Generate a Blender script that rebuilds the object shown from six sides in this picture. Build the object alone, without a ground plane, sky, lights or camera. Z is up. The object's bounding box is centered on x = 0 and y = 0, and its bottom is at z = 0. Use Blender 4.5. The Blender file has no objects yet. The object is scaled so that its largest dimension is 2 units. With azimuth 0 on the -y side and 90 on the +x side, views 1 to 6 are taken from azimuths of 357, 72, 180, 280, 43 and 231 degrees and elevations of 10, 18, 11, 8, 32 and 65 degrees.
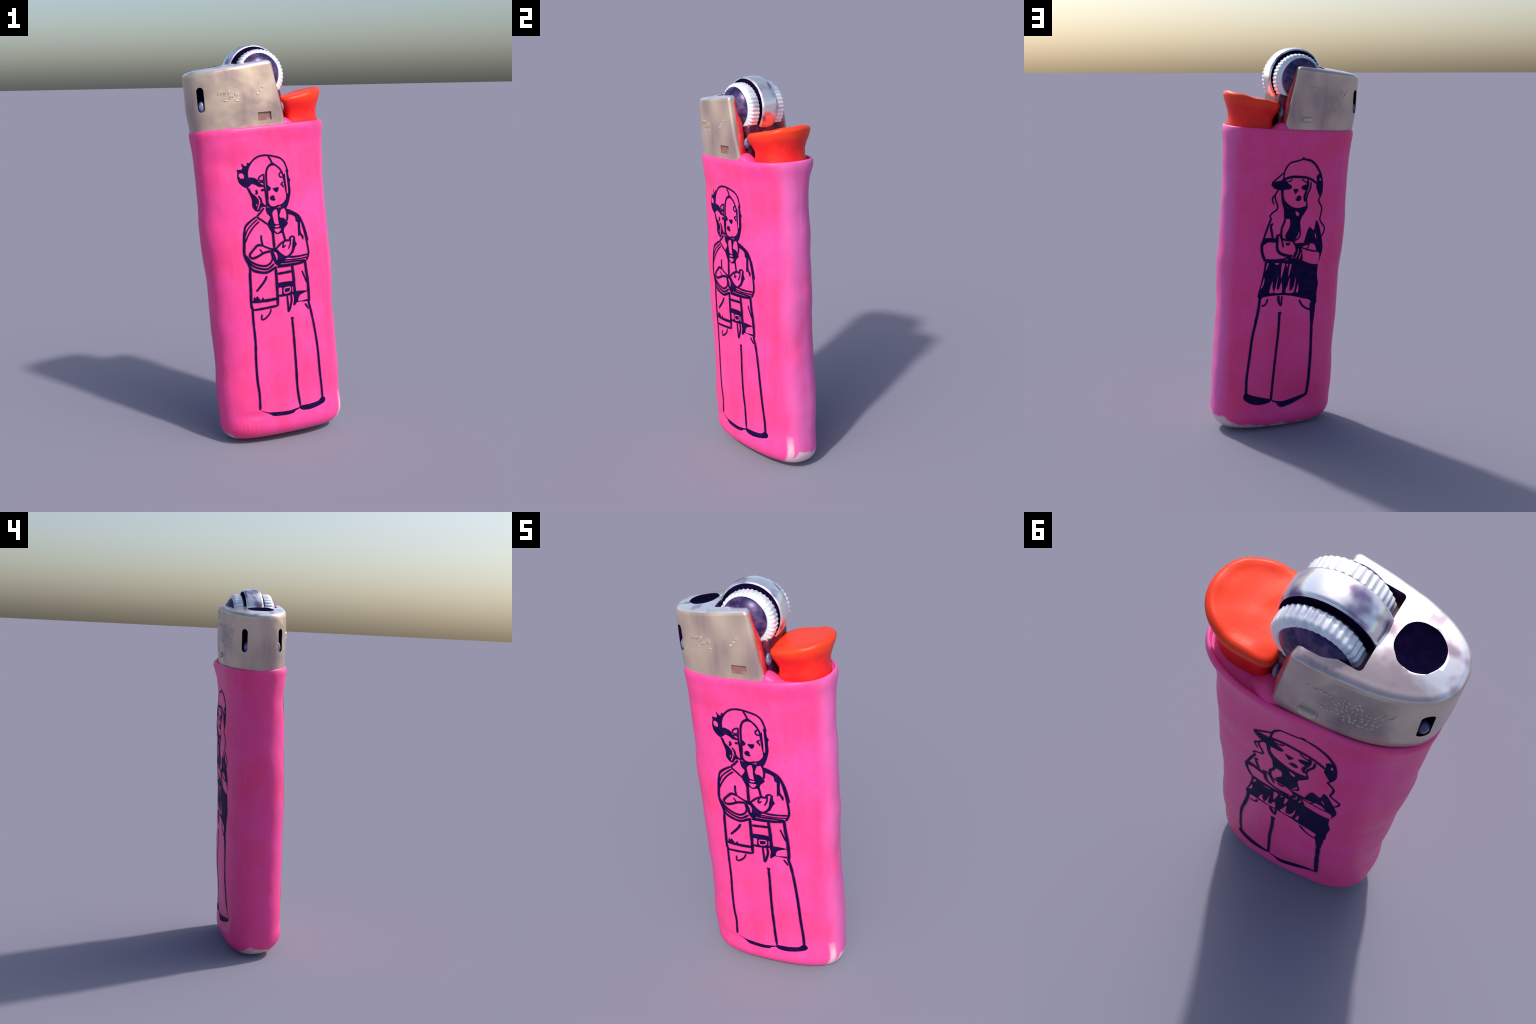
"""Pocket lighter: pink oval body with two printed line figures, metal hood,
spark wheel with guard band, and a red thumb lever.

Everything is modelled upright in the lighter's own frame, in metres:
  u  along the wide side (lever on +u, flame hole on -u)
  v  through the thickness (front print on -v, back print on +v)
  w  up along the body
The Empty `pocket_lighter` carries the lean and the turn of the whole thing.
"""
import math
import random

import bmesh
import bpy
from mathutils import Matrix, Vector, noise

TAU = 2.0 * math.pi

# --------------------------------------------------------------------------
# the frame of the lighter in the world: turned about z and leaning a little
# --------------------------------------------------------------------------
TURN = math.radians(21.7)
LEAN = Vector((-0.071, 0.028, 1.0)).normalized()
BASE = Vector((0.0759, -0.0380, -0.0000))

axis_u = Vector((math.cos(TURN), math.sin(TURN), 0.0))
axis_u = (axis_u - LEAN * axis_u.dot(LEAN)).normalized()
axis_v = LEAN.cross(axis_u)
FRAME = Matrix((axis_u, axis_v, LEAN)).transposed().to_4x4()
FRAME.translation = BASE


# --------------------------------------------------------------------------
# small helpers
# --------------------------------------------------------------------------
def curve_through(keys, x):
    """Smooth (monotone cubic) value at x through [(x, y), ...]."""
    if x <= keys[0][0]:
        return keys[0][1]
    if x >= keys[-1][0]:
        return keys[-1][1]
    for i in range(len(keys) - 1):
        if keys[i][0] <= x <= keys[i + 1][0]:
            break
    slope = [(keys[j + 1][1] - keys[j][1]) / (keys[j + 1][0] - keys[j][0]) for j in range(len(keys) - 1)]

    def tangent(j):
        if j == 0:
            return slope[0]
        if j == len(keys) - 1:
            return slope[-1]
        a, b = slope[j - 1], slope[j]
        return 0.0 if a * b <= 0 else 2 * a * b / (a + b)

    (x0, y0), (x1, y1) = keys[i], keys[i + 1]
    h = x1 - x0
    t = (x - x0) / h
    return ((2 * t ** 3 - 3 * t ** 2 + 1) * y0 + (t ** 3 - 2 * t ** 2 + t) * h * tangent(i)
            + (3 * t ** 2 - 2 * t ** 3) * y1 + (t ** 3 - t ** 2) * h * tangent(i + 1))


def smooth_step(low, high, x):
    t = min(1.0, max(0.0, (x - low) / (high - low)))
    return t * t * (3 - 2 * t)


def power(x, e):
    return math.copysign(abs(x) ** e, x)


def make_object(name, bm, materials, parent, smooth=True, sharp_angle=None):
    mesh = bpy.data.meshes.new(name)
    bmesh.ops.recalc_face_normals(bm, faces=bm.faces)
    bm.to_mesh(mesh)
    bm.free()
    for m in materials:
        mesh.materials.append(m)
    if smooth:
        if sharp_angle is None:
            mesh.polygons.foreach_set("use_smooth", [True] * len(mesh.polygons))
        else:
            mesh.shade_smooth() if hasattr(mesh, "shade_smooth") else None
            mesh.set_sharp_from_angle(angle=math.radians(sharp_angle))
    obj = bpy.data.objects.new(name, mesh)
    bpy.context.scene.collection.objects.link(obj)
    obj.parent = parent
    return obj


def loft(bm, rings, close_start=True, close_end=True):
    """Skin closed rings of equal length; returns the vertex rows."""
    rows = [[bm.verts.new(p) for p in ring] for ring in rings]
    n = len(rows[0])
    for a, b in zip(rows, rows[1:]):
        for i in range(n):
            j = (i + 1) % n
            bm.faces.new((a[i], a[j], b[j], b[i]))
    if close_start:
        bm.faces.new(list(reversed(rows[0])))
    if close_end:
        bm.faces.new(rows[-1])
    return rows


def lathe_v(bm, centre, profile, steps=96):
    """Revolve (v, radius) pairs about an axis parallel to v through (u, w)."""
    rings = []
    for v, r in profile:
        rings.append([(centre[0] + r * math.cos(TAU * k / steps), v, centre[1] + r * math.sin(TAU * k / steps))
                      for k in range(steps)])
    return loft(bm, rings)


def block(bm, low, high, bevel=0.0, segments=3):
    """Axis-parallel box with rounded edges."""
    made = bmesh.ops.create_cube(bm, size=1.0)
    verts = made["verts"]
    for p in verts:
        p.co = Vector([(low[k] + high[k]) / 2 + p.co[k] * (high[k] - low[k]) for k in range(3)])
    if bevel:
        edges = list({e for p in verts for e in p.link_edges})
        bmesh.ops.bevel(bm, geom=edges, offset=bevel, segments=segments, profile=0.5, affect='EDGES')


def apply_modifiers(obj):
    bpy.context.view_layer.update()
    evaluated = obj.evaluated_get(bpy.context.evaluated_depsgraph_get())
    mesh = bpy.data.meshes.new_from_object(evaluated)
    old = obj.data
    obj.modifiers.clear()
    obj.data = mesh
    mesh.name = obj.name
    bpy.data.meshes.remove(old)


def carve(obj, cutters):
    for c in cutters:
        m = obj.modifiers.new("carve", 'BOOLEAN')
        m.operation = 'DIFFERENCE'
        m.solver = 'EXACT'
        m.material_mode = 'TRANSFER'
        m.object = c
    apply_modifiers(obj)
    for c in cutters:
        bpy.data.objects.remove(c, do_unlink=True)


# --------------------------------------------------------------------------
# materials
# --------------------------------------------------------------------------
class Nodes:
    """Tiny node-tree builder around one Principled material."""

    def __init__(self, name):
        self.mat = bpy.data.materials.new(name)
        self.mat.use_nodes = True
        self.tree = self.mat.node_tree
        self.bsdf = self.tree.nodes["Principled BSDF"]
        self.coord = self.tree.nodes.new("ShaderNodeTexCoord").outputs["Object"]

    def set(self, socket, value):
        if isinstance(value, bpy.types.NodeSocket):
            self.tree.links.new(value, socket)
        elif isinstance(value, tuple) and len(value) == 3 and socket.type == 'RGBA':
            socket.default_value = (*value, 1.0)
        else:
            socket.default_value = value

    def principled(self, **values):
        for key, value in values.items():
            self.set(self.bsdf.inputs[key.replace("_", " ")], value)

    def noise(self, scale, detail=3.0, roughness=0.55, stretch=(1, 1, 1), distortion=0.0):
        mapping = self.tree.nodes.new("ShaderNodeMapping")
        mapping.inputs["Scale"].default_value = stretch
        self.tree.links.new(self.coord, mapping.inputs["Vector"])
        n = self.tree.nodes.new("ShaderNodeTexNoise")
        n.inputs["Scale"].default_value = scale
        n.inputs["Detail"].default_value = detail
        n.inputs["Roughness"].default_value = roughness
        n.inputs["Distortion"].default_value = distortion
        self.tree.links.new(mapping.outputs["Vector"], n.inputs["Vector"])
        return n.outputs["Fac"]

    def span(self, value, low, high, out_low=0.0, out_high=1.0):
        n = self.tree.nodes.new("ShaderNodeMapRange")
        n.interpolation_type = 'SMOOTHSTEP'
        self.set(n.inputs["Value"], value)
        n.inputs["From Min"].default_value = low
        n.inputs["From Max"].default_value = high
        n.inputs["To Min"].default_value = out_low
        n.inputs["To Max"].default_value = out_high
        return n.outputs["Result"]

    def math(self, operation, a, b=0.0):
        n = self.tree.nodes.new("ShaderNodeMath")
        n.operation = operation
        self.set(n.inputs[0], a)
        self.set(n.inputs[1], b)
        return n.outputs[0]

    def mix(self, factor, a, b):
        n = self.tree.nodes.new("ShaderNodeMix")
        n.data_type = 'RGBA'
        self.set(n.inputs["Factor"], factor)
        self.set([s for s in n.inputs if s.name == "A" and s.type == 'RGBA'][0], a)
        self.set([s for s in n.inputs if s.name == "B" and s.type == 'RGBA'][0], b)
        return [s for s in n.outputs if s.type == 'RGBA'][0]

    def axis(self, index):
        n = self.tree.nodes.new("ShaderNodeSeparateXYZ")
        self.tree.links.new(self.coord, n.inputs[0])
        return n.outputs[index]

    def bump(self, height, strength, distance):
        n = self.tree.nodes.new("ShaderNodeBump")
        n.inputs["Strength"].default_value = strength
        n.inputs["Distance"].default_value = distance
        self.tree.links.new(height, n.inputs["Height"])
        self.tree.links.new(n.outputs[0], self.bsdf.inputs["Normal"])


def pink_plastic():
    m = Nodes("pink_plastic")
    broad = m.span(m.noise(5.0, 3.0), 0.3, 0.7)
    streak = m.span(m.noise(9.0, 4.0, stretch=(2.4, 2.4, 0.35)), 0.35, 0.68)
    grain = m.span(m.noise(48.0, 3.0), 0.38, 0.64)
    colour = m.mix(broad, PINK_WARM, PINK_COOL)
    colour = m.mix(m.math('MULTIPLY', streak, 0.30), colour, PINK_LIGHT)
    colour = m.mix(m.math('MULTIPLY', grain, 0.32), colour, PINK_WARM)
    # sky sheen painted in lilac down the narrow side next to the lever
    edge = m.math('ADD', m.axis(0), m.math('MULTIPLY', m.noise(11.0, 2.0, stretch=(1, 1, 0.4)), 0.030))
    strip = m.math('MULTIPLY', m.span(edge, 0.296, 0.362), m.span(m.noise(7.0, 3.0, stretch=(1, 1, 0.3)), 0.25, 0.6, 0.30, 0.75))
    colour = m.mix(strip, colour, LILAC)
    # bare whitish plastic under the base and rubbed up both lower ends
    wobble = m.math('MULTIPLY', m.math('SUBTRACT', m.noise(16.0, 4.0), 0.5), 0.10)
    reach = m.math('MULTIPLY', m.span(m.math('ABSOLUTE', m.axis(0)), 0.20, 0.335), 0.046)
    front_corner = m.math('MULTIPLY', m.span(m.axis(1), -0.105, -0.030, 0.075, 0.0), m.span(m.axis(0), -0.1, 0.1, 1.0, 0.25))
    depth = m.math('ADD', m.math('ADD', m.math('SUBTRACT', m.axis(2), reach), wobble), front_corner)
    worn = m.span(depth, 0.012, 0.036, 1.0, 0.0)
    colour = m.mix(m.math('MULTIPLY', worn, 0.85), colour, BARE)
    # pale rubbed fold running up the lever-side front corner
    fold = m.math('ABSOLUTE', m.math('ADD', m.math('ADD', m.axis(1), 0.082), m.math('MULTIPLY', wobble, 0.12)))
    fold = m.math('MULTIPLY', m.span(fold, 0.006, 0.016, 1.0, 0.0), m.span(m.axis(0), 0.25, 0.29))
    fold = m.math('MULTIPLY', fold, m.span(m.math('ADD', m.axis(2), wobble), 0.11, 0.20, 1.0, 0.0))
    colour = m.mix(m.math('MULTIPLY', fold, 0.7), colour, BARE)
    m.principled(Base_Color=colour, Roughness=0.42, Specular_IOR_Level=0.28)
    m.bump(m.noise(60.0, 3.0), 0.10, 0.004)
    return m.mat


def ink():
    m = Nodes("navy_ink")
    m.principled(Base_Color=m.mix(m.span(m.noise(30.0), 0.35, 0.7), (0.004, 0.001, 0.034), (0.014, 0.003, 0.060)),
                 Roughness=0.6, Specular_IOR_Level=0.08)
    return m.mat


def red_plastic():
    m = Nodes("red_plastic")
    broad = m.span(m.noise(8.0, 3.0), 0.35, 0.65)
    colour = m.mix(broad, (0.82, 0.012, 0.016), (0.92, 0.030, 0.014))
    # handled top lip is paler and more orange than the stem below it
    lip = m.span(m.math('ADD', m.axis(2), m.math('MULTIPLY', m.noise(12.0), 0.02)), 1.70, 1.745)
    colour = m.mix(m.math('MULTIPLY', lip, 0.6), colour, (0.98, 0.070, 0.012))
    m.principled(Base_Color=colour, Roughness=0.42, Specular_IOR_Level=0.3)
    m.bump(m.noise(40.0, 3.0), 0.12, 0.004)
    return m.mat


def hood_steel():
    m = Nodes("hood_steel")
    patch = m.span(m.noise(6.0, 1.5, stretch=(1, 1, 0.6)), 0.34, 0.72)
    brushed = m.span(m.noise(22.0, 4.0, stretch=(2.2, 2.2, 0.12)), 0.35, 0.7)
    colour = m.mix(patch, HOOD_MAUVE, HOOD_BEIGE)
    colour = m.mix(m.math('MULTIPLY', brushed, 0.3), colour, HOOD_PALE)
    m.principled(Base_Color=colour, Metallic=HOOD_METAL, Roughness=0.27, Specular_IOR_Level=0.5)
    m.bump(m.noise(26.0, 3.0), 0.16, 0.006)
    return m.mat


def bright_steel(name, tint, dull, metal=0.55, rough=0.28, back_tint=None):
    m = Nodes(name)
    patch = m.span(m.noise(11.0, 2.0), 0.47, 0.68)
    colour = m.mix(patch, tint, dull)
    if back_tint:
        # brownish mauve band along the back of the hood top
        back = m.math('ADD', m.axis(1), m.math('MULTIPLY', m.noise(14.0, 3.0), 0.09))
        colour = m.mix(m.math('MULTIPLY', m.span(back, 0.085, 0.135), 0.8), colour, back_tint)
    m.principled(Base_Color=colour, Metallic=metal, Roughness=rough)
    m.bump(m.noise(40.0, 3.0), 0.10, 0.004)
    return m.mat


def dark_steel(name, a, b, metal=0.3, rough=0.35, shine=0.5):
    m = Nodes(name)
    m.principled(Base_Color=m.mix(m.span(m.noise(24.0, 3.0), 0.4, 0.65), a, b), Metallic=metal, Roughness=rough,
                 Specular_IOR_Level=shine)
    return m.mat


PINK_WARM = (0.86, 0.050, 0.215)
PINK_COOL = (0.88, 0.066, 0.335)
PINK_LIGHT = (0.90, 0.090, 0.370)
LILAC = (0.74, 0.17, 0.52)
BARE = (0.74, 0.62, 0.66)
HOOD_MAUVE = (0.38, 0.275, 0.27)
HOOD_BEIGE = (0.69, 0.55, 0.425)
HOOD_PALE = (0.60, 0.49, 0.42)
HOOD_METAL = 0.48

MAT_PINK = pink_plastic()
MAT_INK = ink()
MAT_BLEED = dark_steel("ink_bleed", (0.40, 0.016, 0.13), (0.50, 0.026, 0.18), metal=0.0, rough=0.5)
MAT_RED = red_plastic()
MAT_HOOD = hood_steel()
MAT_TOP = bright_steel("polished_top_steel", (0.95, 0.92, 0.96), (0.46, 0.34, 0.42), metal=0.7, rough=0.22, back_tint=(0.50, 0.36, 0.35))
MAT_BAND = bright_steel("wheel_band_steel", (0.95, 0.93, 0.96), (0.27, 0.20, 0.36), metal=0.8, rough=0.18)
MAT_TEETH = bright_steel("tooth_steel", (0.90, 0.92, 0.97), (0.50, 0.52, 0.66), metal=0.35, rough=0.35)
MAT_HUB = dark_steel("hub_steel", (0.018, 0.010, 0.075), (0.13, 0.06, 0.18))
MAT_FORK = dark_steel("fork_steel", (0.045, 0.005, 0.035), (0.20, 0.014, 0.035))
MAT_REFLECTION = dark_steel("arm_plastic", (0.50, 0.014, 0.030), (0.64, 0.040, 0.040), metal=0.0)
MAT_DARK_NAVY = dark_steel("sooty_inside", (0.0015, 0.001, 0.014), (0.007, 0.002, 0.026), metal=0.0, rough=0.9, shine=0.03)
MAT_NOTCH = dark_steel("notch_steel", (0.24, 0.11, 0.10), (0.36, 0.19, 0.17), metal=0.0, rough=0.5)
MAT_RELIEF_GLINT = dark_steel("worn_relief_steel", (0.50, 0.42, 0.36), (0.66, 0.57, 0.48), metal=0.4)  # base lightened so the raised marks show glints even in shade
MAT_LUG = dark_steel("lug_steel", (0.07, 0.065, 0.16), (0.20, 0.20, 0.33), metal=0.2)

# --------------------------------------------------------------------------
# the thing itself
# --------------------------------------------------------------------------
lighter = bpy.data.objects.new("pocket_lighter", None)
lighter.empty_display_size = 0.2
bpy.context.scene.collection.objects.link(lighter)
lighter.matrix_world = FRAME
lighter["label"] = "pink pocket lighter with metal hood and printed girls"
lighter["category"] = "lighter"

# --------------------------------------------------------------------------
# body: oval section, slightly wavy sides, flared rim, rounded base
# --------------------------------------------------------------------------
SECTION = [(0.10, 2.5), (0.90, 2.55), (1.15, 2.40), (1.30, 2.32), (1.45, 2.38), (1.56, 2.55)]
FLOOR = 0.013
HALF_WIDTH = [(0.10, 0.333), (0.25, 0.340), (0.45, 0.334), (0.65, 0.332), (0.85, 0.338), (1.05, 0.341),
              (1.25, 0.342), (1.42, 0.343), (1.52, 0.346), (1.575, 0.351), (1.60, 0.350)]
HALF_DEPTH = [(0.10, 0.166), (0.25, 0.161), (0.45, 0.169), (0.65, 0.167), (0.85, 0.166), (1.05, 0.169),
              (1.25, 0.170), (1.42, 0.165), (1.50, 0.168), (1.55, 0.177), (1.585, 0.184), (1.60, 0.183)]
DRIFT_U = [(0.10, 0.006), (0.25, 0.004), (0.45, 0.008), (0.65, 0.004), (0.85, 0.008), (1.05, 0.002),
           (1.25, 0.005), (1.42, 0.005), (1.60, 0.007)]
DRIFT_V = [(0.10, 0.006), (0.45, 0.004), (0.65, 0.003), (0.85, -0.003), (1.05, 0.000), (1.25, 0.002),
           (1.42, -0.001), (1.60, 0.002)]


def dent(u, v, w):
    """Hand-softened unevenness of the moulded body, in metres along the normal."""
    big = noise.noise(Vector((u * 5.5, v * 5.5 + 3.1, w * 5.0))) * 0.0032
    small = noise.noise(Vector((u * 17 + 9.0, v * 17, w * 13))) * 0.0013
    small += noise.noise(Vector((u * 3 + 2.0, v * 6, w * 9.5 + 1.7))) * 0.0030 * smooth_step(0.12, 0.30, abs(u))
    # rumpled mark low on the front by the -u corner
    near = math.exp(-((u + 0.235) / 0.055) ** 2 - ((w - 0.095) / 0.035) ** 2) if v < 0 else 0.0
    rumple = near * (0.003 + 0.004 * noise.noise(Vector((u * 70, 4.0, w * 70))))
    hollow = -0.006 * math.exp(-((u + 0.20) / 0.05) ** 2 - ((w - 0.150) / 0.02) ** 2) if v < 0 else 0.0
    if v < 0:
        press = -0.014 * math.exp(-((u - 0.22) / 0.08) ** 2 - ((w - 1.30) / 0.16) ** 2)
        press -= 0.008 * math.exp(-((u + 0.20) / 0.07) ** 2 - ((w - 1.42) / 0.06) ** 2)
    else:
        press = -0.020 * math.exp(-((u + 0.10) / 0.09) ** 2 - ((w - 0.17) / 0.07) ** 2)
    return big + small + rumple + hollow + press


def body_half(w):
    return curve_through(HALF_WIDTH, w), curve_through(HALF_DEPTH, w)


def body_ring(w, inset=0.0, height=None, steps=420, rough=1.0):
    a, b = body_half(w)
    a, b = a - inset, b - inset
    flare = smooth_step(1.50, 1.58, w)
    cu, cv = curve_through(DRIFT_U, w), curve_through(DRIFT_V, w)
    e = curve_through(SECTION, w)
    tilt = 0.10 * (1 - smooth_step(0.02, 0.30, w if height is None else height))
    ring = []
    for k in range(steps):
        t = TAU * k / steps
        u = cu + a * power(math.cos(t), 2 / e)
        v = cv + b * power(math.sin(t), 2 / e)
        v -= math.copysign(0.008, v) * flare * (1.0 - 1.7 * smooth_step(-0.08, 0.25, u)) * min(1.0, abs(v) / 0.1)
        d = dent(u, v, w) * rough
        n = Vector((math.cos(t) / a, math.sin(t) / b, 0)).normalized()
        ring.append((u + n.x * d, v + n.y * d, (w if height is None else height) - tilt * (v + 0.35 * u)))
    return ring


def body_face_v(u, w, side):
    """v of the front (-1) or back (+1) face at (u, w)."""
    a, b = body_half(w)
    x = min(0.985, abs((u - curve_through(DRIFT_U, w)) / a))
    e = curve_through(SECTION, w)
    v = curve_through(DRIFT_V, w) + side * b * (1 - x ** e) ** (1 / e)
    return v + side * dent(u, v, w)


def build_body():
    bm = bmesh.new()
    rings = []
    corner = 0.085
    # base: quarter-round from a nearly flat, faintly domed floor
    for s in (0.15, 0.45, 0.75):
        rings.append(body_ring(0.10, inset=0.166 * (1 - s) + corner * s * 0.9, height=FLOOR - 0.004 * (1 - s), rough=0.2))
    for k in range(1, 17):
        t = 0.5 * math.pi * k / 16
        rings.append(body_ring(0.10, inset=corner * (1 - math.sin(t)) * 0.9,
                               height=FLOOR + corner * (1 - math.cos(t)), rough=0.2 + 0.8 * k / 16))
    levels = 200
    top = 1.582
    low = FLOOR + corner
    for k in range(1, levels + 1):
        rings.append(body_ring(low + (top - low) * k / levels))
    # rolled rim, then down inside it
    for k in range(1, 9):
        t = math.pi * k / 8
        rings.append(body_ring(1.59, inset=0.009 * (1 - math.cos(t)), height=top + 0.021 * math.sin(t)))
    rings.append(body_ring(1.59, inset=0.024, height=1.592))
    rings.append(body_ring(1.59, inset=0.090, height=1.586, rough=0.0))
    loft(bm, rings)
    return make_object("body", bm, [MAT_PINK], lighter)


body = build_body()

# pink shoulders that rise between the hood and the lever, front and back
for side in (-1, 1):
    bm = bmesh.new()
    rings = []
    steps = 20
    for k in range(steps + 1):
        u = 0.045 + 0.135 * k / steps
        crest = curve_through([(0.045, 1.585), (0.072, 1.612), (0.098, 1.634), (0.118, 1.626), (0.150, 1.600), (0.18, 1.585)], u)
        outer = abs(body_face_v(u, 1.58, side)) - 0.010
        inner = 0.092
        ring = []
        for v, w in ((inner, 1.555), (inner, crest - 0.022), (inner + 0.008, crest - 0.006), (inner + 0.024, crest),
                     (outer - 0.030, crest), (outer - 0.010, crest - 0.008), (outer, crest - 0.026), (outer, 1.555)):
            ring.append((u, side * v, w))
        rings.append(ring)
    loft(bm, rings)
    make_object("shoulder", bm, [MAT_PINK], lighter)


# --------------------------------------------------------------------------
# printed figures: ink strokes and solid patches laid on the two broad faces;
# gaps and windows show the pink again. Points are (u, w) in millimetres.
# --------------------------------------------------------------------------
def draw_front_figure(line, gap, patch, window):
    # hair, parting and bun
    line(6.4, (-129, 1349), (-134, 1375), (-127, 1405), (-110, 1431), (-85, 1451), (-57, 1459), (-23, 1458), (14, 1449), (44, 1438), (64, 1419), (75, 1392), (82, 1363))
    line(7.0, (-19, 1454), (-8, 1436), (-1, 1418))
    line(7.7, (-1, 1416), (-22, 1403), (-34, 1382), (-39, 1352), (-39, 1327), (-40, 1296), (-42, 1249), (-44, 1210))
    line(6.4, (4, 1416), (23, 1401), (39, 1384), (51, 1360), (55, 1335), (58, 1303), (63, 1264))
    patch((-4, 1427), (-11, 1411), (-21, 1400), (-1, 1406), (18, 1403), (8, 1418))
    patch((74, 1383), (82, 1363), (86, 1334), (93, 1328), (87, 1312), (88, 1274), (83, 1249), (73, 1219), (63, 1198), (54, 1188), (28, 1197), (18, 1208), (40, 1218), (57, 1237), (60, 1258), (55, 1297), (55, 1328), (53, 1351), (66, 1365))
    gap(5.7, (67, 1368), (68, 1333), (69, 1295), (68, 1261))
    line(7.0, (-49, 1368), (-52, 1341), (-52, 1303), (-49, 1265), (-49, 1218))
    patch((-129, 1433), (-117, 1429), (-129, 1405), (-135, 1378), (-133, 1356), (-127, 1324), (-141, 1309), (-165, 1324), (-179, 1342), (-183, 1368), (-179, 1392), (-182, 1403), (-158, 1402), (-152, 1411), (-158, 1433), (-140, 1417), (-132, 1418))
    window((-171, 1385), (-156, 1383), (-150, 1370), (-154, 1358), (-168, 1360), (-176, 1373))
    patch((-129, 1356), (-120, 1362), (-94, 1353), (-82, 1341), (-77, 1328), (-58, 1316), (-55, 1307), (-82, 1310), (-97, 1321), (-117, 1328), (-127, 1318), (-137, 1322))
    line(5.7, (-49, 1368), (-63, 1364), (-78, 1353), (-78, 1343), (-66, 1338), (-52, 1341))
    line(5.7, (-53, 1327), (-65, 1332), (-76, 1329), (-74, 1318), (-57, 1313))
    patch((-144, 1311), (-130, 1309), (-121, 1286), (-103, 1268), (-85, 1244), (-80, 1228), (-64, 1214), (-83, 1194), (-97, 1189), (-113, 1198), (-124, 1218), (-123, 1249), (-131, 1275))
    gap(4.1, (-87, 1248), (-87, 1229), (-98, 1200))
    gap(3.8, (-102, 1228), (-100, 1218))
    gap(3.2, (-72, 1210), (-85, 1197))
    # face
    line(8.3, (-99, 1297), (-94, 1284), (-102, 1275))
    line(7.0, (-89, 1267), (-78, 1250), (-74, 1231), (-61, 1215), (-45, 1214))
    patch((-74, 1293), (-66, 1299), (-56, 1297), (-57, 1287), (-70, 1286))
    patch((-37, 1314), (-26, 1308), (-18, 1296), (-23, 1287), (-40, 1284))
    patch((-12, 1295), (24, 1297), (20, 1282), (10, 1272), (-3, 1282))
    patch((-24, 1259), (-11, 1262), (-2, 1253), (-5, 1245), (2, 1239), (-7, 1233), (-24, 1238), (-31, 1247))
    line(7.7, (-43, 1233), (-38, 1213), (-27, 1204), (-7, 1201), (20, 1208))
    line(5.7, (48, 1372), (33, 1361), (35, 1347), (53, 1342))
    line(5.7, (50, 1320), (37, 1310), (44, 1304), (50, 1293))
    # collar, tie and shoulders
    patch((-55, 1209), (-31, 1200), (7, 1197), (28, 1197), (20, 1174), (13, 1156), (18, 1146), (33, 1144), (50, 1129), (57, 1112), (36, 1093), (30, 1078), (33, 1064), (15, 1070), (-6, 1066), (-23, 1077), (-39, 1084), (-51, 1108), (-56, 1124), (-36, 1156), (-51, 1174), (-57, 1197))
    window((-19, 1183), (-1, 1191), (4, 1170), (3, 1139), (6, 1116), (-15, 1120), (-21, 1148), (-24, 1171))
    gap(6.4, (-16, 1106), (8, 1106))
    window((-21, 1094), (16, 1092), (6, 1078), (-5, 1073), (-15, 1080))
    line(7.0, (-65, 1204), (-84, 1185), (-103, 1165), (-81, 1145), (-54, 1122))
    line(7.7, (25, 1190), (42, 1197), (53, 1183), (58, 1157), (53, 1126))
    line(8.3, (56, 1181), (93, 1162), (121, 1142), (140, 1107), (152, 1067), (164, 1010))
    line(9.6, (60, 1166), (92, 1154), (114, 1133))
    patch((102, 1141), (132, 1131), (126, 1096), (127, 1057), (141, 1036), (135, 1017), (125, 1038), (119, 1046), (109, 1039), (111, 1085), (112, 1111), (103, 1116))
    line(7.7, (-108, 1166), (-140, 1148), (-168, 1123), (-176, 1086), (-184, 1040))
    line(5.1, (-104, 1153), (-135, 1131), (-160, 1106), (-172, 1079))
    line(5.7, (-95, 1142), (-127, 1118), (-156, 1083), (-176, 1046))
    # jacket sleeves and folded arms
    line(9.8, (-175, 1101), (-178, 1077), (-183, 1032), (-186, 994), (-180, 966), (-166, 925), (-169, 873), (-171, 803), (-174, 732), (-166, 703))
    line(10.5, (-35, 1107), (-30, 1078), (-30, 1036), (-30, 997))
    line(8.4, (24, 1078), (29, 1052), (33, 1030))
    line(7.7, (-93, 1073), (-94, 1045), (-89, 1020))
    line(8.4, (-89, 1020), (-114, 1026), (-137, 1009), (-160, 982), (-148, 965), (-119, 971), (-88, 984), (-48, 989))
    line(7.0, (-89, 1020), (-64, 1006), (-40, 995))
    line(4.9, (-108, 1005), (-94, 987))
    patch((-49, 1000), (-22, 1001), (-13, 977), (8, 957), (27, 943), (21, 923), (5, 922), (-16, 907), (-34, 924), (-46, 954), (-42, 975))
    window((-37, 984), (-23, 977), (-17, 957), (-23, 938), (-28, 962))
    line(7.7, (-21, 995), (6, 1017), (35, 1029), (55, 1028), (61, 1041), (82, 1046))
    line(5.6, (64, 1037), (59, 1009), (46, 986))
    line(8.4, (86, 1044), (78, 1006), (69, 976), (51, 954), (27, 947), (1, 965), (-19, 991))
    line(6.3, (23, 1022), (17, 998), (33, 1006))
    patch((82, 1047), (88, 1037), (91, 1015), (98, 1003), (87, 990), (68, 957), (69, 997))
    line(8.4, (133, 1123), (148, 1060), (156, 1009), (160, 951), (144, 914))
    line(7.0, (43, 945), (94, 941), (154, 943))
    line(4.9, (22, 933), (89, 928), (152, 929))
    line(7.0, (5, 922), (68, 920), (136, 916))
    line(9.8, (-16, 909), (39, 906), (91, 905), (142, 911))
    line(7.7, (-180, 983), (-157, 949), (-123, 928), (-83, 919), (-56, 931), (-47, 947))
    line(7.0, (-177, 962), (-152, 929), (-114, 909), (-74, 903), (-37, 924))
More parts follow.
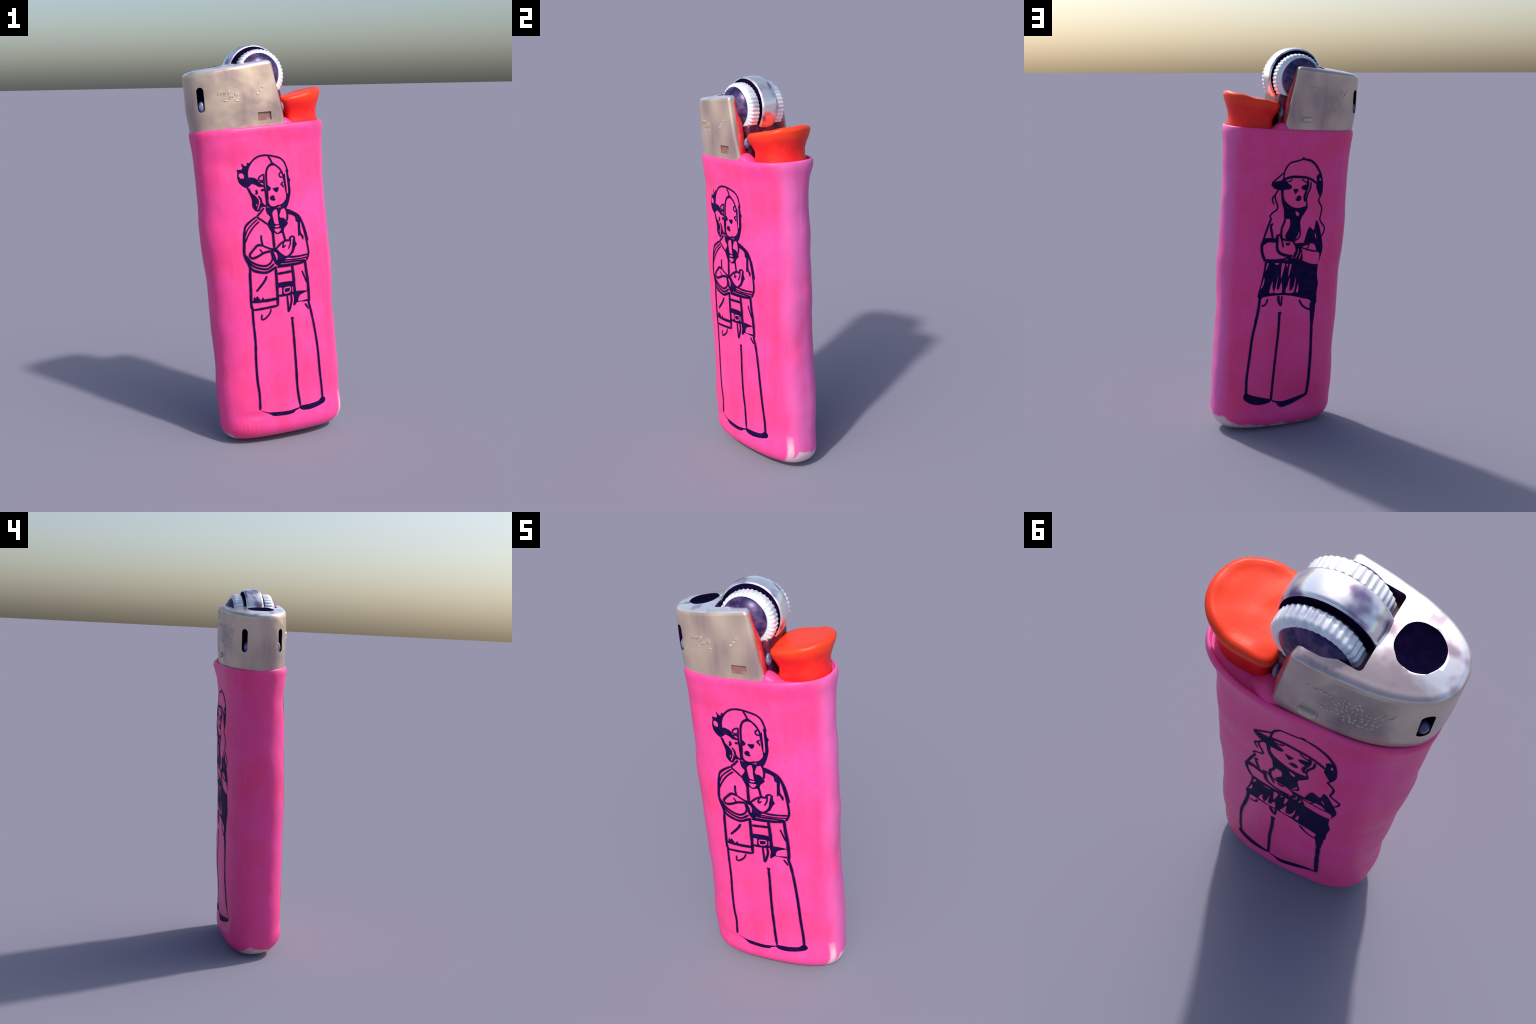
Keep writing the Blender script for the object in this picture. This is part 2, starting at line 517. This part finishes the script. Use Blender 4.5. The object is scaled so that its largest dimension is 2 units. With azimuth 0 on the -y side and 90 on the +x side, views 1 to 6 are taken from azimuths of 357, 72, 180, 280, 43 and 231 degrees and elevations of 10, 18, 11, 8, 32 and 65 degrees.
    line(9.8, (-173, 944), (-154, 909), (-119, 892), (-79, 886), (-34, 904))
    line(7.7, (-50, 986), (-44, 954), (-54, 932))
    # shirt, belt and jacket hem
    line(11.2, (-33, 910), (-33, 853), (-34, 782), (-37, 711))
    line(11.9, (58, 903), (61, 845), (62, 787), (62, 759))
    line(7.0, (-24, 904), (50, 901))
    line(9.1, (-25, 870), (57, 871))
    patch((-28, 824), (54, 821), (60, 795), (57, 756), (-7, 759), (-7, 798), (-26, 799))
    gap(4.9, (3, 792), (36, 793), (37, 775), (25, 768), (5, 769), (3, 790))
    gap(3.2, (52, 793), (51, 766))
    line(8.4, (-30, 758), (13, 757), (48, 757))
    line(7.7, (18, 755), (19, 705), (19, 667))
    line(9.1, (40, 755), (41, 723), (31, 692), (20, 668))
    patch((55, 767), (137, 758), (91, 743), (80, 714), (133, 714), (138, 703), (74, 710), (58, 694), (49, 699), (56, 731))
    line(11.9, (134, 912), (137, 861), (142, 803), (143, 744), (142, 697))
    line(6.3, (112, 865), (123, 835), (135, 802))
    line(7.0, (116, 695), (136, 664))
    line(8.4, (-83, 868), (-102, 839), (-143, 798))
    line(10.5, (-169, 748), (-104, 745), (-39, 746))
    line(8.4, (-167, 706), (-107, 707), (-35, 710))
    line(9.1, (-34, 750), (-35, 710))
    patch((-161, 750), (-156, 774), (-149, 764), (-143, 776), (-130, 760), (-125, 746))
    patch((-123, 746), (-113, 766), (-105, 745))
    line(6.3, (-74, 699), (-84, 676), (-110, 655), (-127, 654), (-125, 679))
    # trousers and shoes
    patch((27, 638), (47, 637), (39, 618), (39, 600), (29, 602), (32, 623))
    line(8.6, (-170, 719), (-171, 642), (-170, 544), (-175, 446), (-176, 347), (-171, 272), (-175, 190))
    line(9.6, (36, 627), (37, 567), (36, 472), (36, 357), (37, 256), (43, 171))
    line(9.6, (137, 702), (148, 655), (160, 568), (170, 455), (175, 326), (180, 248), (181, 181))
    patch((-172, 186), (-133, 171), (-72, 163), (-18, 159), (34, 164), (35, 157), (14, 152), (2, 142), (-42, 140), (-107, 147), (-129, 162))
    patch((33, 165), (49, 171), (100, 168), (154, 172), (181, 191), (199, 171), (190, 155), (151, 145), (97, 140), (52, 147))


def draw_back_figure(line, gap, patch, window):
    # cap
    patch((-3, 1452), (-13, 1464), (-19, 1468), (-33, 1458), (-41, 1452))
    line(5.7, (82, 1369), (77, 1398), (62, 1424), (49, 1437), (22, 1445), (-8, 1453))
    line(8.3, (-33, 1455), (-62, 1449), (-89, 1430), (-109, 1404), (-123, 1378), (-134, 1332))
    line(5.1, (78, 1389), (99, 1372), (121, 1352), (142, 1332))
    patch((142, 1332), (123, 1341), (90, 1350), (84, 1379), (77, 1360), (62, 1337), (41, 1325), (35, 1317), (43, 1305), (66, 1302), (90, 1298), (120, 1302), (141, 1316), (145, 1326))
    line(8.9, (77, 1354), (44, 1365), (9, 1367), (-40, 1364), (-73, 1353), (-102, 1335))
    line(4.5, (73, 1340), (49, 1344), (36, 1356))
    patch((-99, 1371), (-113, 1383), (-128, 1368), (-139, 1325), (-138, 1292), (-126, 1261), (-112, 1286), (-98, 1319), (-102, 1342))
    window((-117, 1365), (-124, 1358), (-123, 1346), (-116, 1352))
    # face and hair
    line(4.5, (-16, 1356), (-31, 1345), (-48, 1338))
    line(8.3, (-50, 1355), (-51, 1325), (-43, 1293), (-36, 1266), (-40, 1242))
    line(5.7, (-68, 1342), (-66, 1312), (-54, 1286), (-47, 1257), (-52, 1224), (-50, 1204), (-28, 1167), (-19, 1141), (-23, 1101), (-28, 1074), (-20, 1051), (1, 1037))
    patch((70, 1324), (51, 1329), (35, 1318), (46, 1304), (66, 1303))
    patch((-14, 1315), (-26, 1325), (-50, 1329), (-45, 1302), (-24, 1302))
    patch((29, 1305), (-1, 1305), (8, 1289), (14, 1277), (22, 1289))
    patch((7, 1268), (-9, 1273), (-18, 1266), (-16, 1250), (-4, 1243), (10, 1247), (15, 1259), (6, 1256))
    patch((95, 1299), (80, 1300), (79, 1272), (69, 1246), (43, 1223), (14, 1210), (-17, 1210), (-50, 1220), (-50, 1200), (-28, 1171), (-18, 1141), (-23, 1101), (-15, 1068), (1, 1038), (18, 1031), (47, 1045), (54, 1068), (34, 1108), (36, 1151), (66, 1153), (71, 1197), (86, 1239))
    window((9, 1192), (-14, 1181), (-9, 1166), (1, 1169))
    line(7.7, (62, 1154), (64, 1134), (75, 1105), (76, 1075), (71, 1043))
    line(5.1, (107, 1301), (122, 1275), (120, 1252), (108, 1223), (108, 1200), (132, 1180), (142, 1163), (133, 1153))
    line(5.1, (122, 1275), (135, 1258), (134, 1242), (125, 1225))
    line(7.0, (135, 1153), (147, 1114), (160, 1067), (172, 1018))
    line(8.3, (124, 1127), (133, 1116), (129, 1091), (119, 1048))
    line(5.7, (-124, 1263), (-119, 1246), (-138, 1213), (-140, 1186), (-135, 1146), (-159, 1115), (-168, 1097), (-162, 1074), (-152, 1057))
    # shirt sleeves and folded arms
    patch((161, 1048), (132, 1053), (100, 1049), (99, 1029), (141, 1029), (164, 1014), (170, 1028))
    line(9.8, (162, 1050), (172, 1010), (167, 970), (149, 928))
    line(8.4, (153, 935), (98, 935), (52, 939), (22, 951))
    line(10.5, (97, 1069), (95, 1029), (90, 992), (70, 970), (27, 957), (3, 957))
    line(6.3, (96, 1069), (81, 1065), (67, 1029), (60, 1003))
    line(7.7, (81, 1066), (66, 1047), (37, 1040), (14, 1039), (-8, 1013), (-15, 987), (-5, 956))
    line(8.4, (46, 1027), (35, 1017), (26, 1028))
    patch((-7, 1023), (-50, 1026), (-84, 1032), (-88, 1019), (-40, 1003), (-48, 983), (-55, 933), (-34, 933), (1, 950), (-15, 976), (-13, 1002))
    gap(3.5, (-25, 995), (-24, 969), (-13, 946))
    gap(3.9, (-43, 976), (-34, 938))
    patch((-55, 1037), (-67, 1090), (-79, 1110), (-101, 1091), (-108, 1104), (-110, 1130), (-117, 1145), (-134, 1114), (-155, 1050), (-166, 1005), (-163, 964), (-150, 915), (-153, 953), (-145, 972), (-132, 977), (-126, 996), (-112, 1018), (-87, 1023), (-53, 1023))
    gap(4.2, (-112, 1074), (-121, 1048))
    line(5.6, (-40, 1002), (-77, 989), (-134, 977))
    line(4.9, (-88, 1021), (-73, 990))
    # shirt with its light folds
    patch((149, 926), (98, 933), (29, 936), (22, 951), (-30, 935), (-54, 931), (-92, 916), (-134, 907), (-147, 912), (-148, 851), (-158, 805), (-152, 760), (-153, 702), (-146, 687), (-144, 580), (-129, 581), (-121, 627), (-118, 712), (-66, 730), (-17, 742), (46, 750), (111, 746), (151, 738), (161, 721), (177, 743), (163, 815), (152, 889))
    window((139, 919), (130, 922), (135, 900), (144, 877))
    window((101, 919), (74, 921), (81, 911), (94, 913))
    window((59, 918), (43, 914), (52, 862), (60, 839))
    window((15, 916), (5, 912), (13, 858), (20, 846))
    window((35, 914), (25, 916), (30, 897))
    window((149, 845), (146, 830), (153, 796), (164, 784), (156, 815))
    window((103, 824), (103, 792), (96, 765), (118, 763), (114, 792))
    window((75, 854), (78, 814), (79, 781), (68, 780), (55, 820), (51, 764), (93, 764), (86, 792))
    window((9, 845), (9, 798), (9, 775), (-3, 773), (-15, 793), (-26, 844), (-23, 797), (-14, 761), (30, 764), (19, 805))
    window((-41, 809), (-41, 762), (-29, 762))
    # trousers and shoes
    line(9.8, (165, 732), (169, 676), (182, 594))
    line(6.3, (124, 731), (133, 703), (155, 691))
    line(7.0, (-50, 722), (-70, 692), (-96, 673), (-121, 667))
    line(9.1, (67, 747), (63, 716), (49, 691))
    line(6.3, (47, 746), (48, 695))
    patch((66, 658), (43, 661), (48, 644), (49, 591), (60, 592), (58, 644))
    line(8.9, (169, 659), (178, 611), (194, 514), (201, 392), (206, 293), (203, 206))
    line(8.9, (56, 653), (55, 560), (61, 438), (64, 315), (67, 172))
    line(11.6, (-131, 648), (-136, 549), (-142, 399), (-145, 272), (-144, 188))
    patch((-114, 698), (-147, 701), (-144, 598), (-127, 604))
    patch((206, 218), (185, 206), (137, 193), (77, 180), (64, 172), (81, 158), (134, 148), (182, 157), (213, 178), (217, 198))
    patch((64, 173), (31, 164), (-11, 161), (-78, 173), (-125, 185), (-149, 199), (-148, 180), (-116, 161), (-54, 139), (2, 128), (24, 137), (35, 154), (61, 165))


def catmull(points, step):
    """Even samples (about `step` apart) of a smooth curve through points."""
    p = [points[0]] + list(points) + [points[-1]]
    fine = []
    for i in range(1, len(p) - 2):
        a, b, c, d = (Vector(q) for q in p[i - 1:i + 3])
        count = max(2, int((c - b).length / step) + 1)
        for k in range(count):
            t = k / count
            fine.append(0.5 * ((2 * b) + (c - a) * t + (2 * a - 5 * b + 4 * c - d) * t * t
                               + (3 * b - a - 3 * c + d) * t ** 3))
    fine.append(Vector(p[-1]))
    return fine


class Print:
    """Collects the ink of one figure as a mesh that hugs one body face."""

    def __init__(self, side):
        self.side = side
        self.bm = bmesh.new()
        self.layer = 0
        self.lift = 0.0009

    def place(self, u, w, lift):
        return (u, body_face_v(u, w, self.side) + self.side * lift, w)

    def ribbon(self, width, points, slot, lift):
        path = catmull([(x / 1000, y / 1000) for x, y in points], 0.005)
        count = len(path)
        half = width / 1560
        length = sum((b - a).length for a, b in zip(path, path[1:]))
        rows, run = [], 0.0
        for i, q in enumerate(path):
            if i:
                run += (q - path[i - 1]).length
            along = (path[min(i + 1, count - 1)] - path[max(i - 1, 0)])
            along = along.normalized() if along.length > 1e-9 else Vector((1, 0))
            across = Vector((-along.y, along.x))
            end = min(run, length - run)
            swell = 1.0 + 0.16 * noise.noise(Vector((q.x * 40, q.y * 40, 2.0)))
            h = half * swell * (0.75 + 0.25 * smooth_step(0.0, 2.2 * half, end))
            rows.append([self.bm.verts.new(self.place(*(q + across * h * s), lift)) for s in (-1, 0, 1)])
        for a, b in zip(rows, rows[1:]):
            for k in (0, 1):
                f = self.bm.faces.new((a[k], a[k + 1], b[k + 1], b[k]))
                f.material_index = slot

    def area(self, points, slot, lift):
        outline = [Vector((x / 1000, y / 1000)) for x, y in points]
        closed = []
        n = len(outline)
        for i in range(n):
            a, b, c, d = outline[i - 1], outline[i], outline[(i + 1) % n], outline[(i + 2) % n]
            count = max(1, int((c - b).length / 0.008))
            for k in range(count):
                t = k / count
                soft = 0.5 * ((2 * b) + (c - a) * t + (2 * a - 5 * b + 4 * c - d) * t * t + (3 * b - a - 3 * c + d) * t ** 3)
                closed.append(soft.lerp(b.lerp(c, t), 0.3))
        tmp = bmesh.new()
        verts = [tmp.verts.new((q.x, q.y, 0)) for q in closed]
        edges = [tmp.edges.new((verts[i], verts[(i + 1) % len(verts)])) for i in range(len(verts))]
        bmesh.ops.triangle_fill(tmp, edges=edges, use_beauty=True)
        for _ in range(4):
            long = [e for e in tmp.edges if e.calc_length() > 0.016]
            if not long:
                break
            bmesh.ops.subdivide_edges(tmp, edges=long, cuts=1)
            bmesh.ops.triangulate(tmp, faces=tmp.faces)
        index = {}
        for p in tmp.verts:
            index[p] = self.bm.verts.new(self.place(p.co.x, p.co.y, lift))
        for f in tmp.faces:
            g = self.bm.faces.new([index[p] for p in f.verts])
            g.material_index = slot
        tmp.free()

    def next_lift(self):
        self.layer += 1
        return self.lift + 0.000004 * self.layer

    def line(self, width, *points):
        self.ribbon(width * 1.45, points, 2, self.lift - 0.0004 + 0.000004 * self.layer)
        self.ribbon(width, points, 0, self.next_lift())

    def patch(self, *points):
        self.area(points, 0, self.next_lift())

    def gap(self, width, *points):
        self.ribbon(width, points, 1, self.next_lift() + 0.0008)

    def window(self, *points):
        self.area(points, 1, self.next_lift() + 0.0008)

    def finish(self, name):
        for f in self.bm.faces:
            f.normal_update()
            if f.normal.y * self.side < 0:
                f.normal_flip()
        mesh = bpy.data.meshes.new(name)
        self.bm.to_mesh(mesh)
        self.bm.free()
        mesh.materials.append(MAT_INK)
        mesh.materials.append(MAT_PINK)
        mesh.materials.append(MAT_BLEED)
        mesh.polygons.foreach_set("use_smooth", [True] * len(mesh.polygons))
        obj = bpy.data.objects.new(name, mesh)
        bpy.context.scene.collection.objects.link(obj)
        obj.parent = body
        return obj


for side, drawing in ((-1, draw_front_figure), (1, draw_back_figure)):
    sheet = Print(side)
    drawing(sheet.line, sheet.gap, sheet.patch, sheet.window)
    sheet.finish("printed_figure")

# --------------------------------------------------------------------------
# metal hood: D-shaped shell, cut off at a slant on the lever side
# --------------------------------------------------------------------------
HOOD_A, HOOD_B, HOOD_P = 0.350, 0.166, 2.45
WHEEL = (0.004, 1.852)
RINGS = (0.010, 1.845)


def hood_cut(w):
    return 0.090 - 0.165 * (w - 1.625)


def hood_top(u):
    return 1.913 + 0.08 * u


def hood_swell(u):
    return 1.0 + 0.05 * smooth_step(-0.15, 0.05, u)


def hood_side_v(u):
    return hood_swell(u) * HOOD_B * (1 - min(0.99, abs(u / HOOD_A)) ** HOOD_P) ** (1 / HOOD_P)


def hood_dent(u, v, w):
    return (0.0035 * noise.noise(Vector((u * 9 + 5.0, v * 9, w * 8)))
            + 0.0010 * noise.noise(Vector((u * 30, v * 30 + 7.0, w * 26))))


def hood_outline(w, inset):
    taper = 0.010 * (1 - smooth_step(1.58, 1.74, w))
    a, b = HOOD_A - inset - taper, HOOD_B - inset - 0.7 * taper
    cut = hood_cut(w) - inset
    r = 0.016
    start = cut - r
    side = b * (1 - (abs(start) / a) ** HOOD_P) ** (1 / HOOD_P)
    pts = []
    t0 = math.acos(min(1.0, max(-1.0, power(start / a, HOOD_P / 2))))
    steps = 150
    for k in range(steps + 1):
        t = t0 + (TAU - 2 * t0) * k / steps
        pts.append((a * power(math.cos(t), 2 / HOOD_P), b * power(math.sin(t), 2 / HOOD_P)))
    for k in range(1, 8):
        t = -0.5 * math.pi + 0.5 * math.pi * k / 7
        pts.append((start + r * math.cos(t), -(side - r) + r * math.sin(t)))
    for k in range(1, 14):
        pts.append((cut, -(side - r) + 2 * (side - r) * k / 14))
    for k in range(0, 7):
        t = 0.5 * math.pi * k / 7
        pts.append((start + r * math.cos(t), (side - r) + r * math.sin(t)))
    return [(u, v * hood_swell(u)) for u, v in pts]


def build_hood():
    bm = bmesh.new()
    rings = []
    edge = 0.024
    foot = 1.575
    levels = 46

    def ring(fraction, lift, inset, rough):
        out = []
        for u, v in hood_outline(foot + (1.90 - foot) * fraction, inset):
            w = foot + (hood_top(u) - edge - foot) * fraction + lift
            d = hood_dent(u, v, w) * rough
            n = Vector((u, v * 3.0, 0)).normalized() if u < hood_cut(w) - 0.02 - inset else Vector((0, 0, 0))
            out.append((u + n.x * d, v + n.y * d, w))
        return out

    for k in range(levels + 1):
        rings.append(ring(k / levels, 0.0, 0.0, 1.0))
    for k in range(1, 9):
        t = 0.5 * math.pi * k / 8
        rings.append(ring(1.0, edge * math.sin(t), edge * (1 - math.cos(t)), 1.0 - 0.8 * k / 8))
    for k in range(1, 9):
        s = k / 8
        rings.append(ring(1.0, edge + 0.010 * math.sin(0.5 * math.pi * s), edge + 0.095 * s, 0.2))
    rows = loft(bm, rings)
    # material: sides, and the top whitened for sky glare
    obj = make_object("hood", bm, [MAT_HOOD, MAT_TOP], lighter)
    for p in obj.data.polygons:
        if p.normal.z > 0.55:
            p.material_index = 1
    return obj


def cutter(name, fill, material):
    bm = bmesh.new()
    fill(bm)
    return make_object(name, bm, [material], lighter, smooth=False)


def dish(bm, centre, radii):
    """Slightly irregular ellipsoid that hollows out the flame hole."""
    made = bmesh.ops.create_uvsphere(bm, u_segments=112, v_segments=40, radius=1.0)
    for p in made["verts"]:
        swell = 1.0 + 0.045 * noise.noise(p.co * 2.3 + Vector((4.0, 1.0, 0.0)))
        flat = math.copysign(abs(p.co.z) ** 0.8, p.co.z)
        p.co = Vector((centre[0] + p.co.x * radii[0] * swell, centre[1] + p.co.y * radii[1] * swell,
                       centre[2] + flat * radii[2]))


def slot_prism(bm, u, v, w, outward, half_w, half_h, depth_in, depth_out):
    """Stadium-shaped plug along `outward` (a horizontal direction)."""
    across = Vector((-outward.y, outward.x, 0))
    rings = []
    for d in (-depth_in, depth_out):
        ring = []
        for k in range(32):
            t = TAU * k / 32
            x = half_w * math.cos(t)
            z = half_w * math.sin(t) + math.copysign(half_h - half_w, math.sin(t))
            p = Vector((u, v, w)) + outward * d + across * x + Vector((0, 0, z))
            ring.append(tuple(p))
        rings.append(ring)
    loft(bm, rings)


hood = build_hood()
SLOT_U = -0.312
slot_v = hood_side_v(SLOT_U)
cutters = [
    cutter("wheel_slot", lambda bm: block(bm, (-0.124, -0.122, 1.64), (0.30, 0.122, 2.10), 0.012, 3), MAT_HUB),
    cutter("flame_hole", lambda bm: dish(bm, (-0.226, -0.012, 1.926), (0.078, 0.084, 0.038)), MAT_DARK_NAVY),
    cutter("front_notch", lambda bm: block(bm, (-0.052, -0.20, 1.628), (0.018, -0.160, 1.668)), MAT_NOTCH),
]
for side in (-1, 1):
    out = Vector((-0.62, side * 0.78, 0)).normalized()
    cutters.append(cutter("air_slot", lambda bm: slot_prism(bm, SLOT_U, side * slot_v, 1.750, out, 0.0185, 0.059, 0.040, 0.05), MAT_DARK_NAVY))
carve(hood, cutters)
hood.data.set_sharp_from_angle(angle=math.radians(38))

# grey lug seen in the lower half of each air slot
for side in (-1, 1):
    bm = bmesh.new()
    bmesh.ops.create_uvsphere(bm, u_segments=20, v_segments=12, radius=1.0)
    for p in bm.verts:
        p.co = Vector((SLOT_U + 0.009 + p.co.x * 0.019, side * (slot_v - 0.015) + p.co.y * 0.017, 1.714 + p.co.z * 0.030))
    make_object("slot_lug", bm, [MAT_LUG], hood)

# pressed tongue near the foot of the hood at the back
bm = bmesh.new()
block(bm, (-0.050, 0.150, 1.640), (0.008, 0.180, 1.668), 0.011, 4)
make_object("pressed_tongue", bm, [MAT_HOOD], hood)


def embossing(side, marks):
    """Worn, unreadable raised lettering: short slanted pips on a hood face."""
    bm = bmesh.new()
    for u, w, length, width, angle in marks:
        made = bmesh.ops.create_uvsphere(bm, u_segments=10, v_segments=6, radius=1.0)
        c, s = math.cos(angle), math.sin(angle)
        for p in made["verts"]:
            x, y, z = p.co.x * length, p.co.y * 0.0030, p.co.z * width
            uu, ww = u + c * x - s * z, w + s * x + c * z
            p.co = Vector((uu, side * hood_side_v(uu) + y + side * hood_dent(uu, side * 0.15, ww) * 0.95, ww))
    obj = make_object("embossed_lettering", bm, [MAT_RELIEF_GLINT], hood)
    obj["kind"] = "stuff"


rng = random.Random(11)
front_marks = []
for k in range(9):
    front_marks.append((-0.235 + 0.011 * k + rng.uniform(-0.003, 0.003), 1.772 - 0.0022 * k + rng.uniform(-0.010, 0.012),
                        rng.uniform(0.008, 0.016), 0.0032, rng.uniform(0.9, 1.35)))
front_marks += [(-0.045, 1.757, 0.009, 0.0045, 0.6), (-0.030, 1.772, 0.008, 0.004, 0.9), (-0.018, 1.787, 0.008, 0.004, 0.8),
                (-0.205, 1.735, 0.012, 0.003, -0.2), (-0.15, 1.732, 0.016, 0.003, -0.1)]
embossing(-1, front_marks)
back_marks = []
for w, u0, u1 in ((1.812, -0.015, -0.165), (1.792, -0.085, -0.165), (1.772, -0.095, -0.215), (1.752, -0.080, -0.225),
                  (1.732, -0.045, -0.205), (1.708, -0.120, -0.205)):
    u = u0
    while u > u1:
        back_marks.append((u, w + rng.uniform(-0.005, 0.005), rng.uniform(0.004, 0.009), 0.0024, rng.uniform(0.6, 2.4)))
        u -= rng.uniform(0.009, 0.018)
for k in range(4):
    back_marks.append((-0.205 - 0.011 * k, 1.790 + rng.uniform(-0.012, 0.012), rng.uniform(0.016, 0.026), 0.0024, 1.95))
embossing(1, back_marks)

# --------------------------------------------------------------------------
# spark wheel: smooth guard band, two toothed rings, dark hub
# --------------------------------------------------------------------------
wheel = bpy.data.objects.new("spark_wheel", None)
bpy.context.scene.collection.objects.link(wheel)
wheel.parent = lighter

bm = bmesh.new()
R, H, E = 0.148, 0.046, 0.012
profile = [(-H, 0.06)]
profile += [(-H + E * (1 - math.cos(0.5 * math.pi * k / 6)), R - E + E * math.sin(0.5 * math.pi * k / 6) - 0.002) for k in range(7)]
profile += [(0.0, R + 0.001)]
profile += [(-v, r) for v, r in reversed(profile[:-1])]
lathe_v(bm, WHEEL, profile, 128)
band = make_object("guard_band", bm, [MAT_BAND, MAT_DARK_NAVY], wheel, sharp_angle=50)
for p in band.data.polygons:
    if abs(p.normal.y) > 0.93:
        p.material_index = 1


def toothed_ring(side):
    bm = bmesh.new()
    teeth, sub = 40, 6
    rings = []
    for v, grow in ((0.054, -0.040), (0.054, -0.006), (0.059, 0.0), (0.094, 0.0), (0.101, -0.003), (0.107, -0.012), (0.111, -0.023), (0.106, -0.036)):
        ring = []
        for k in range(teeth * sub):
            t = TAU * k / (teeth * sub)
            phase = (k % sub) / sub
            saw = 0.0042 * (0.5 + 0.5 * math.cos(TAU * phase)) if grow > -0.02 else 0.0
            r = 0.123 + grow + saw
            ring.append((RINGS[0] + r * math.cos(t), side * v, RINGS[1] + r * math.sin(t)))
        rings.append(ring)
    loft(bm, rings)
    return make_object("toothed_ring", bm, [MAT_TEETH], wheel, sharp_angle=35)


for side in (-1, 1):
    toothed_ring(side)

bm = bmesh.new()
lathe_v(bm, WHEEL, [(-0.140, 0.050), (-0.137, 0.066), (-0.116, 0.096), (-0.108, 0.102), (-0.06, 0.104), (0.06, 0.104),
                    (0.108, 0.102), (0.116, 0.096), (0.137, 0.066), (0.140, 0.050)], 72)
make_object("hub", bm, [MAT_HUB], wheel, sharp_angle=40)

# --------------------------------------------------------------------------
# fork below the wheel; red strips modelled as the lever's reflection on the hood
# --------------------------------------------------------------------------
bm = bmesh.new()
block(bm, (-0.10, -0.112, 1.56), (0.112, 0.112, 1.775), 0.02, 3)
block(bm, (-0.13, -0.124, 1.60), (-0.03, 0.124, 1.880), 0.004, 2)
make_object("fork", bm, [MAT_FORK], lighter, sharp_angle=40)

for side in (-1, 1):
    bm = bmesh.new()
    rings = []
    for k in range(25):
        f = k / 24
        w = 1.585 + (1.890 - 1.585) * f
        cut = hood_cut(w)
        belly = 0.004 + 0.008 * math.sin(math.pi * f) ** 1.5 - 0.001 * f
        out_v = 0.155 - 0.010 * f
        ring = [(cut - 0.03, 0.118, w), (cut + belly - 0.005, 0.118, w), (cut + belly, 0.123, w),
                (cut + belly * 0.9, out_v - 0.006, w), (cut + belly * 0.4, out_v, w), (cut - 0.03, out_v, w)]
        rings.append([(u, side * v, ww) for u, v, ww in ring])
    loft(bm, rings)
    make_object("fork_arm", bm, [MAT_REFLECTION], lighter, sharp_angle=50)

# little bright pin heads beside the lever
for side in (-1, 1):
    bm = bmesh.new()
    bmesh.ops.create_uvsphere(bm, u_segments=20, v_segments=12, radius=1.0)
    for p in bm.verts:
        p.co = Vector((0.100 + p.co.x * 0.013, side * 0.112 + p.co.y * 0.022, 1.682 + p.co.z * 0.030))
    make_object("fork_pin", bm, [MAT_LUG], lighter)

# --------------------------------------------------------------------------
# thumb lever: flared saddle on a waisted stem
# --------------------------------------------------------------------------
LEVER_LOW_U, LEVER_HIGH_U = 0.100, 0.363


def lever_outline(grow, steps=160):
    """Plan of the lever, rounded at +u and squarish by the wheel."""
    mid = 0.205
    pts = []
    for k in range(steps):
        t = TAU * k / steps
        c, s = math.cos(t), math.sin(t)
        if c >= 0:
            e, a = 2.15, LEVER_HIGH_U - mid
        else:
            e, a = 4.5, mid - LEVER_LOW_U
        b = 0.145
        pts.append((mid + (a + grow) * power(c, 2 / e), (b + grow) * power(s, 2 / e)))
    return pts


def lever_top(u, v):
    s = (u - LEVER_LOW_U) / (LEVER_HIGH_U - LEVER_LOW_U)
    rise = 1.732 + 0.040 * s ** 1.4
    dish = -0.003 * (1 - (v / 0.15) ** 2) * math.sin(math.pi * min(1, max(0, s)))
    return rise + dish + 0.004 * noise.noise(Vector((u * 14, v * 14, 5.0)))


def build_lever():
    bm = bmesh.new()
    rings = []
    # stem, from inside the body up: (height share to the lip, plan growth at +u, at the sides)
    stem = [(1.545, -0.024), (1.60, -0.024), (1.622, -0.029), (1.643, -0.028), (1.660, -0.021), (1.675, -0.013), (1.688, -0.006)]
    for w, grow in stem:
        ring = []
        for (u, v), (u0, v0) in zip(lever_outline(grow), lever_outline(0)):
            lift = (lever_top(u0, v0) - 1.732) * smooth_step(1.60, 1.70, w)
            ring.append((u, v, w + lift))
        rings.append(ring)
    lip = 0.019
    for k in range(0, 9):
        t = -0.12 * math.pi + 0.62 * math.pi * k / 8
        ring = []
        for (u, v), (u0, v0) in zip(lever_outline(-lip + lip * math.cos(t)), lever_outline(0)):
            ring.append((u, v, lever_top(u0, v0) - lip + lip * math.sin(t)))
        rings.append(ring)
    for shrink in (0.90, 0.75, 0.55, 0.35, 0.18, 0.06):
        ring = []
        for u0, v0 in lever_outline(-lip):
            u, v = 0.22 + (u0 - 0.22) * shrink, v0 * shrink
            ring.append((u, v, lever_top(u, v)))
        rings.append(ring)
    loft(bm, rings)
    return make_object("thumb_lever", bm, [MAT_RED], lighter)


build_lever()

# stand exactly on the ground
bpy.context.view_layer.update()
lowest = min((o.matrix_world @ v.co).z for o in bpy.context.scene.objects if o.type == 'MESH' for v in o.data.vertices)
lighter.location.z -= lowest
